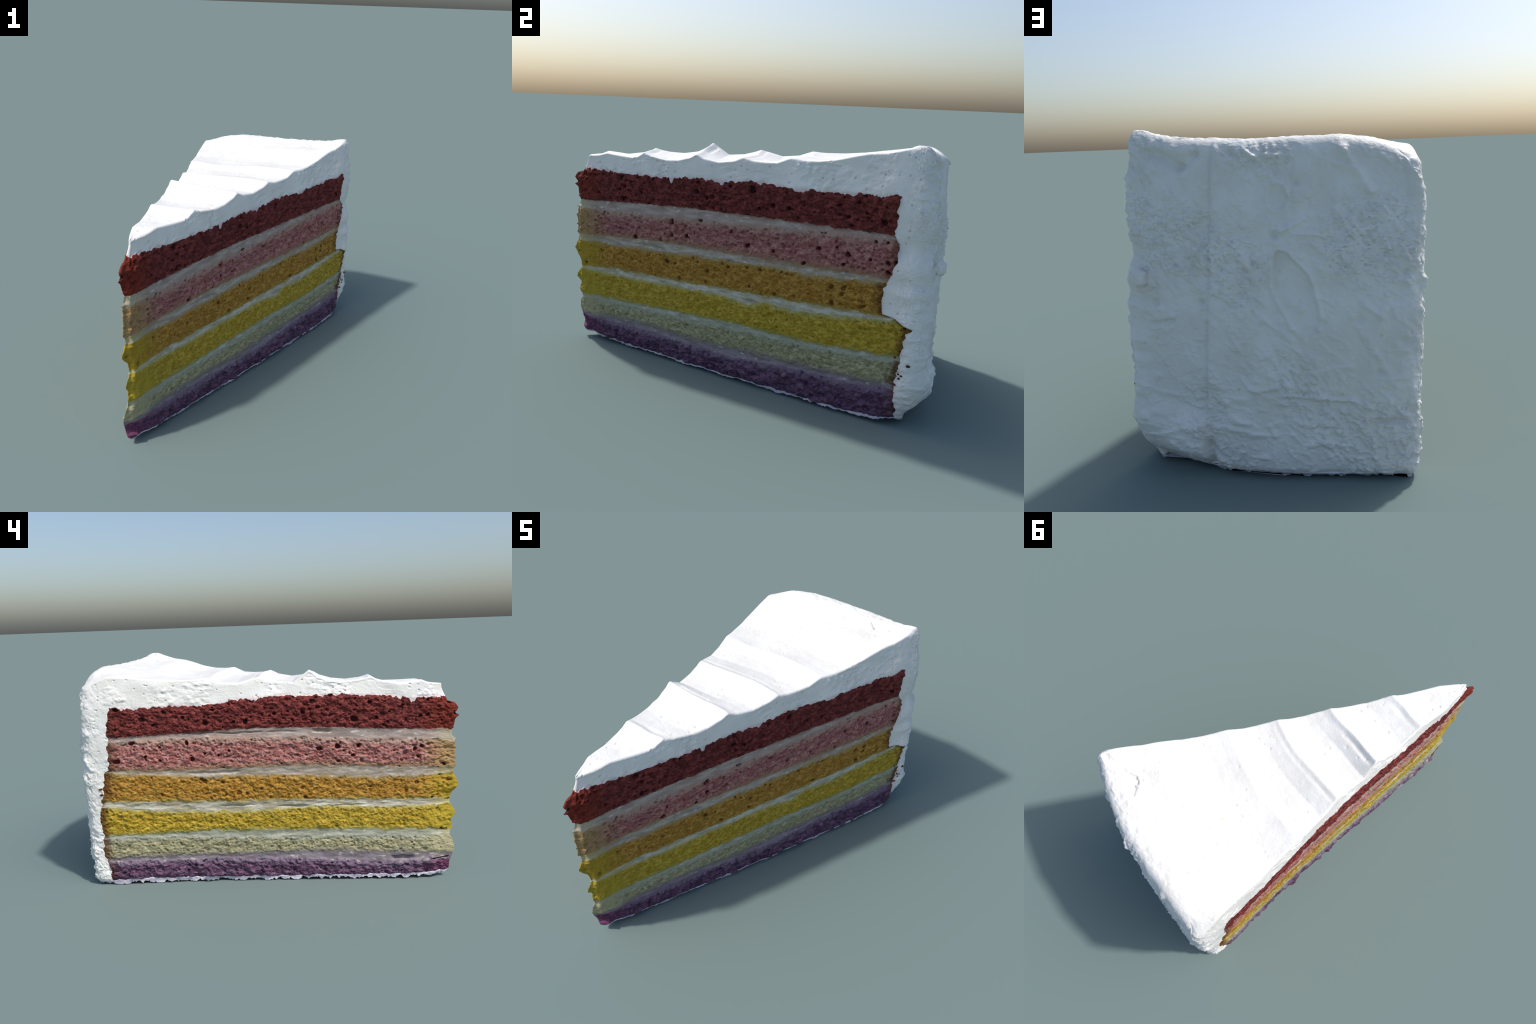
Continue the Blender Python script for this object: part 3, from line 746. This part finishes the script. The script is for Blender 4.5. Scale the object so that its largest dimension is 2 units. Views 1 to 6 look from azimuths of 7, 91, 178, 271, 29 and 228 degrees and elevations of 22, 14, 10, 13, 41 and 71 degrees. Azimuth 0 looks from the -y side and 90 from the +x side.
class Mat:
    def __init__(s, name, rough=.7, spec=.3):
        s.m = bpy.data.materials.new(name)
        s.m.use_nodes = True
        s.nt = s.m.node_tree
        s.bsdf = s.nt.nodes["Principled BSDF"]
        s.bsdf.inputs["Roughness"].default_value = rough
        s.bsdf.inputs["Specular IOR Level"].default_value = spec
        s.co = s.new("ShaderNodeTexCoord").outputs["Object"]
        sep = s.new("ShaderNodeSeparateXYZ")
        s.put(s.co, sep.inputs[0])
        s.x, s.y, s.z = sep.outputs
    def new(s, kind, **kw):
        n = s.nt.nodes.new(kind)
        for k, v in kw.items():
            setattr(n, k, v)
        return n
    def put(s, a, b):
        if hasattr(a, "links"):
            s.nt.links.new(a, b)
        else:
            b.default_value = a
    def math(s, op, a, b=0.0, c=None, clamp=False):
        n = s.new("ShaderNodeMath", operation=op, use_clamp=clamp)
        s.put(a, n.inputs[0]); s.put(b, n.inputs[1])
        if c is not None:
            s.put(c, n.inputs[2])
        return n.outputs[0]
    def ramp(s, v, a, b, lo=0.0, hi=1.0):
        n = s.new("ShaderNodeMapRange", interpolation_type="SMOOTHSTEP")
        s.put(v, n.inputs[0])
        for i, q in enumerate((a, b, lo, hi), 1):
            s.put(q, n.inputs[i])
        return n.outputs[0]
    def scaled(s, sc, off=(0, 0, 0)):
        n = s.new("ShaderNodeMapping")
        s.put(s.co, n.inputs[0])
        n.inputs["Scale"].default_value = sc
        n.inputs["Location"].default_value = off
        return n.outputs[0]
    def noise(s, sc, detail=3, off=(0, 0, 0), rough=.55):
        n = s.new("ShaderNodeTexNoise")
        s.put(s.scaled(sc, off), n.inputs["Vector"])
        n.inputs["Scale"].default_value = 1
        n.inputs["Detail"].default_value = detail
        n.inputs["Roughness"].default_value = rough
        return n.outputs["Fac"]
    def voronoi(s, sc, off=(0, 0, 0)):
        n = s.new("ShaderNodeTexVoronoi")
        s.put(s.scaled(sc, off), n.inputs["Vector"])
        n.inputs["Scale"].default_value = 1
        return n.outputs["Distance"]
    def mix(s, f, a, b, mode="MIX"):
        n = s.new("ShaderNodeMix", data_type="RGBA", blend_type=mode)
        s.put(f, n.inputs["Factor"]); s.put(a, n.inputs["A"]); s.put(b, n.inputs["B"])
        return n.outputs["Result"]
    def profile(s, v, pts, lo, hi):
        """piecewise curve of a coordinate, as a Float Curve node over lo..hi"""
        mr = s.new("ShaderNodeMapRange")
        s.put(v, mr.inputs[0])
        mr.inputs[1].default_value, mr.inputs[2].default_value = lo, hi
        n = s.new("ShaderNodeFloatCurve")
        c = n.mapping.curves[0]
        pts = sorted(((p - lo) / (hi - lo), q) for p, q in pts)
        pts = [(min(max(p, 0), 1), q) for p, q in pts]
        c.points[0].location, c.points[1].location = pts[0], pts[-1]
        for p, q in pts[1:-1]:
            c.points.new(p, q)
        for q in c.points:
            q.handle_type = "VECTOR"
        n.mapping.use_clip = False
        n.mapping.update()
        s.put(mr.outputs[0], n.inputs["Value"])
        return n.outputs[0]
    def seam(s, i):
        """height of seam i at this place: left and right face profiles, chosen by x"""
        z0 = float(low)
        L = s.profile(s.y, [(p, q - z0) for p, q in SEAM_L[i]], -1, 1)
        R = s.profile(s.y, [(p, q - z0) for p, q in SEAM_R[i]], -1, 1)
        return s.mixf(s.side(), L, R)
    def mixf(s, f, a, b):
        n = s.new("ShaderNodeMix", data_type="FLOAT")
        s.put(f, n.inputs["Factor"]); s.put(a, n.inputs["A"]); s.put(b, n.inputs["B"])
        return n.outputs["Result"]
    def side(s):
        """0 on the left face, 1 on the right face"""
        mid = s.math("MULTIPLY_ADD", s.y, .28, -.205)
        return s.ramp(s.math("SUBTRACT", s.x, mid), -.02, .02)
    def border(s):
        """distance in y from the frosting edge, positive inside the sponge"""
        L = s.profile(s.z, EDGE_L, 0, 1.3)
        R = s.profile(s.z, EDGE_R, 0, 1.3)
        return s.math("SUBTRACT", s.mixf(s.side(), L, R), s.y)
    def bump(s, h, strength, dist):
        n = s.new("ShaderNodeBump")
        n.inputs["Strength"].default_value = strength
        n.inputs["Distance"].default_value = dist
        s.put(h, n.inputs["Height"])
        s.put(n.outputs[0], s.bsdf.inputs["Normal"])
    def done(s, colour):
        s.put(colour, s.bsdf.inputs["Base Color"])
        return s.m

CRUST = srgb(84, 48, 20)
def sponge_material(name, i_top, i_bot, light, main, deep, edge_top, edge_bot, tip, soft_top=.02, soft_bot=.02, crust=1.0):
    s = Mat(name, .75, .25)
    n1 = s.noise((34, 26, 58), 4)
    n2 = s.noise((90, 60, 130), 3, (3, 1, 0))
    n3 = s.noise((9, 6, 9), 2, (5, 5, 5))
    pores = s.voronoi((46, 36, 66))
    c = s.mix(s.ramp(n1, .38, .66), main, light)
    c = s.mix(s.math("MULTIPLY", s.ramp(n2, .52, .34), .55), c, deep)
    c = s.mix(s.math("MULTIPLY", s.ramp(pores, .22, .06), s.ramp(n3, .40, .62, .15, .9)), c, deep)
    wob = s.math("MULTIPLY", s.math("SUBTRACT", s.noise((24, 18, 24), 3, (1, 7, 2)), .5), .05)
    dt = s.math("ADD", s.math("SUBTRACT", s.seam(i_top), s.z), wob)
    db = s.math("ADD", s.math("SUBTRACT", s.z, s.seam(i_bot)), wob)
    if edge_top:
        c = s.mix(s.ramp(dt, soft_top, -.004), c, edge_top)
    if edge_bot:
        c = s.mix(s.ramp(db, soft_bot, -.004), c, edge_bot)
    if tip:
        ty = s.math("ADD", s.y, s.math("MULTIPLY", wob, 2.8))
        c = s.mix(s.ramp(ty, -.76, -.955), c, tip)
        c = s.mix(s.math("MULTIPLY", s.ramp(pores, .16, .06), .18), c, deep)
    if crust:
        e = s.math("ADD", s.border(), s.math("MULTIPLY", s.math("SUBTRACT", s.noise((40, 40, 30), 3, (9, 2, 4)), .5), .09))
        c = s.mix(s.math("MULTIPLY", s.ramp(e, .066, .012), crust), c, CRUST)
    s.bump(s.math("ADD", s.noise((150, 110, 190), 3), s.math("MULTIPLY", pores, .6)), .55, .006)
    return s.done(c)

def cream_material(name, i_top, i_bot, main, shade, tint_top, tint_bot, tip):
    s = Mat(name, .55, .35)
    n = s.noise((14, 9, 40), 4)
    c = s.mix(s.ramp(n, .35, .68), shade, main)
    wob = s.math("MULTIPLY", s.math("SUBTRACT", s.noise((26, 20, 26), 3, (4, 4, 1)), .5), .03)
    dt = s.math("ADD", s.math("SUBTRACT", s.seam(i_top), s.z), wob)
    db = s.math("ADD", s.math("SUBTRACT", s.z, s.seam(i_bot)), wob)
    brk = s.ramp(s.noise((7, 5, 7), 3, (6, 3, 2)), .38, .66, .006, .024)
    c = s.mix(s.ramp(dt, brk, -.004, 0, .85), c, tint_top)
    c = s.mix(s.ramp(db, brk, -.004, 0, .85), c, tint_bot)
    if tip:
        c = s.mix(s.math("MULTIPLY", s.ramp(s.y, -.82, -.95), .7), c, tip)
    e = s.math("ADD", s.border(), s.math("MULTIPLY", s.math("SUBTRACT", s.noise((40, 40, 30), 3, (9, 2, 4)), .5), .06))
    c = s.mix(s.ramp(e, .035, .004, 0, .55), c, CRUST)
    spk = s.math("MULTIPLY", s.ramp(s.noise((38, 28, 46), 3, (7, 1, 5)), .58, .68), .55)
    c = s.mix(spk, c, tint_bot)
    c = s.mix(s.math("MULTIPLY", s.ramp(s.noise((30, 20, 60), 3, (2, 5, 9)), .60, .70), .5), c, srgb(214, 210, 198))
    s.bump(s.noise((60, 40, 120), 4), .45, .006)
    return s.done(c)

def frosting_material():
    s = Mat("whipped_frosting", .5, .35)
    n = s.noise((7, 7, 7), 3)
    c = s.mix(s.ramp(n, .35, .68), srgb(223, 222, 217), srgb(231, 231, 228))
    # faint buttery flecks where the cream was torn open
    v = s.voronoi((17, 17, 17))
    f = s.math("MULTIPLY", s.ramp(v, .13, .05), s.ramp(s.noise((5, 5, 5), 2, (2, 8, 1)), .56, .66))
    c = s.mix(s.math("MULTIPLY", f, .7), c, srgb(206, 196, 140))
    # crumb colour rubbed into the cream just above the red sponge
    d = s.math("SUBTRACT", s.z, s.seam(0))
    d = s.math("ADD", d, s.math("MULTIPLY", s.math("SUBTRACT", s.noise((30, 30, 30), 3), .5), .05))
    k = s.math("MULTIPLY", s.ramp(d, .016, -.004, 0, .45), s.ramp(s.border(), .0, .03))
    c = s.mix(k, c, srgb(196, 150, 158))
    s.bump(s.noise((95, 95, 120), 4), .34, .006)
    s.bsdf.inputs["Subsurface Weight"].default_value = 0.0
    return s.done(c)

def base_material():
    s = Mat("base_cream", .6, .3)
    c = s.mix(s.ramp(s.noise((20, 20, 20), 3), .35, .65), srgb(176, 172, 188), srgb(206, 203, 214))  # cream tinted dull lavender for the shadow under the slice
    s.bump(s.noise((90, 90, 90), 3), .3, .004)
    return s.done(c)

M_RED = sponge_material("red_sponge", 0, 1, srgb(132, 61, 56), srgb(94, 34, 33), srgb(44, 13, 15), None, None, srgb(112, 40, 27), crust=.25)
M_PINK = sponge_material("pink_sponge", 2, 3, srgb(180, 132, 124), srgb(150, 92, 88), srgb(92, 36, 36), srgb(168, 142, 128), srgb(152, 118, 94), srgb(160, 130, 88), .045, .035, .75)
M_ORANGE = sponge_material("orange_sponge", 4, 5, srgb(180, 141, 64), srgb(154, 110, 36), srgb(98, 57, 14), srgb(158, 134, 84), srgb(158, 136, 70), srgb(166, 138, 40), .02, .02, .8)
M_YELLOW = sponge_material("yellow_sponge", 6, 7, srgb(190, 164, 62), srgb(163, 136, 38), srgb(108, 84, 14), srgb(170, 160, 94), srgb(154, 144, 70), srgb(168, 146, 44), .02, .02, .85)
M_GREEN = sponge_material("green_sponge", 8, 9, srgb(176, 171, 138), srgb(146, 141, 109), srgb(92, 86, 56), srgb(160, 162, 144), srgb(132, 124, 114), srgb(164, 158, 124), .03, .025, .85)
M_PURPLE = sponge_material("purple_sponge", 10, 11, srgb(118, 88, 114), srgb(82, 58, 80), srgb(44, 28, 44), srgb(118, 102, 120), None, srgb(104, 58, 86), .04, .02, .6)
M_C1 = cream_material("cream_rose", 1, 2, srgb(178, 162, 154), srgb(148, 132, 124), srgb(120, 84, 76), srgb(160, 132, 120), srgb(176, 168, 138))
M_C2 = cream_material("cream_sand", 3, 4, srgb(180, 170, 158), srgb(146, 134, 119), srgb(144, 116, 94), srgb(150, 128, 86), srgb(168, 158, 108))
M_C3 = cream_material("cream_white", 5, 6, srgb(194, 189, 174), srgb(158, 151, 132), srgb(160, 142, 90), srgb(164, 154, 94), srgb(178, 168, 110))
M_C4 = cream_material("cream_pale_green", 7, 8, srgb(178, 180, 166), srgb(146, 147, 128), srgb(146, 138, 74), srgb(150, 152, 134), srgb(168, 162, 124))
M_C5 = cream_material("cream_lilac", 9, 10, srgb(146, 136, 144), srgb(120, 110, 116), srgb(134, 126, 112), srgb(108, 88, 106), None)

# ------------------------------------------------------------------ build the parts
PARTS = {1: ("purple_sponge", M_PURPLE), 2: ("cream_filling", M_C5), 3: ("green_sponge", M_GREEN), 4: ("cream_filling", M_C4),
         5: ("yellow_sponge", M_YELLOW), 6: ("cream_filling", M_C3), 7: ("orange_sponge", M_ORANGE), 8: ("cream_filling", M_C2),
         9: ("pink_sponge", M_PINK), 10: ("cream_filling", M_C1), 11: ("red_sponge", M_RED)}
PORE_SHADE = {}
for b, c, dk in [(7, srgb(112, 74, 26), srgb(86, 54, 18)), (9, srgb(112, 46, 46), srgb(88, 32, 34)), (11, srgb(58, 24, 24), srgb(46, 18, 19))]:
    s_ = Mat("pore_painted_shade", .8, .2)
    PORE_SHADE[b] = s_.done(s_.mix(s_.ramp(s_.noise((70, 60, 80), 3), .35, .65), dk, c))  # crumb colour darkened to paint the shadow inside the large holes
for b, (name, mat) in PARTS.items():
    part(name, slab_faces(b), mat, PORE_SHADE.get(b))

coat_cols = np.arange(BR, BL + 1)
r1, rt = FIRST[1], FIRST[12]
rr_ = np.arange(r1, rt)
back_wall = np.stack([vid[rr_, BL], vid[rr_ + 1, BL], vid[rr_ + 1, BR], vid[rr_, BR]], 1)
part("frosting", np.concatenate([
    quads(vid[r1:rt + 1][:, coat_cols]), quads(cyc[rt:]), quads(top_idx),
    ladder(rt, cut_cols, False), ladder(r1, coat_cols, True), back_wall[:, ::-1]]), frosting_material())

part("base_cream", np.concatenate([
    quads(cyc[:r1 + 1]), ladder(r1, cut_cols, True), ladder(r1, coat_cols, False),
    ladder(0, cut_cols, False), ladder(0, coat_cols, True)]), base_material())

# ------------------------------------------------------------------ loose bits stuck to the slice
import bmesh
FROST = bpy.data.materials["whipped_frosting"]

def lump(name, at, size, mat, seed, squash=(1, 1, 1), detail=3, rough=.25):
    """a small irregular lump, parented to the slice"""
    bm = bmesh.new()
    bmesh.ops.create_icosphere(bm, subdivisions=detail, radius=1)
    co = np.array([v.co[:] for v in bm.verts])
    r = 1 + rough * fbm(co * 1.3 + seed * 3.1, 3, 900 + seed, .6)
    co = co * r[:, None] * np.array(squash) * size + np.array(at)
    for v, c in zip(bm.verts, co):
        v.co = c
    for f in bm.faces:
        f.smooth = True
    me = bpy.data.meshes.new(name)
    bm.to_mesh(me)
    bm.free()
    me.materials.append(mat)
    ob = bpy.data.objects.new(name, me)
    ob.parent = root
    bpy.context.scene.collection.objects.link(ob)
    return ob

def on_skin(u, z):
    """the skin point nearest to signed arc length u and height z"""
    k = np.argmin((Uf - u) ** 2 + (Z.reshape(-1) - low - z) ** 2)
    return V.reshape(-1, 3)[k] - np.array([0, 0, low])

lump("cream_dollop", (.452, .812, .716), .029, FROST, 1, (1, .9, 1.1), 4, .22)
C_LILAC = bpy.data.materials["cream_lilac"]
for k, (u, z, r, mat) in enumerate([(-.27, .088, .019, C_LILAC), (-.125, .097, .017, C_LILAC), (-.09, .115, .012, C_LILAC), (-.30, .075, .010, C_LILAC)]):
    lump("cream_crumb", on_skin(u, z), r, mat, 10 + k, (.7, 1.3, .8))
s_ = Mat("crust_crumb", .85, .2)
CRUMB = s_.done(s_.mix(s_.ramp(s_.noise((60, 60, 60), 3), .35, .65), srgb(52, 30, 14), srgb(92, 56, 26)))
ur, ul = float(y_to_U_right(.69)), float(y_to_U_left(.885)) - U_END
for k in range(17):
    right = k < 12
    z = rng.uniform(.17, .49) if right else rng.uniform(.25, .72)
    u = (ur + rng.normal(.004, .012)) if right else (ul - rng.normal(-.006, .008))
    lump("crust_crumb", on_skin(u, z), rng.uniform(.004, .008), CRUMB, 20 + k, (1, 1.2, .8), 2, .3)
for k in range(10):
    lump("purple_crumb", on_skin(rng.uniform(.2, 1.75), rng.uniform(.03, .07)), rng.uniform(.006, .015), M_PURPLE, 60 + k, (1, 1.3, .7), 3, .3)
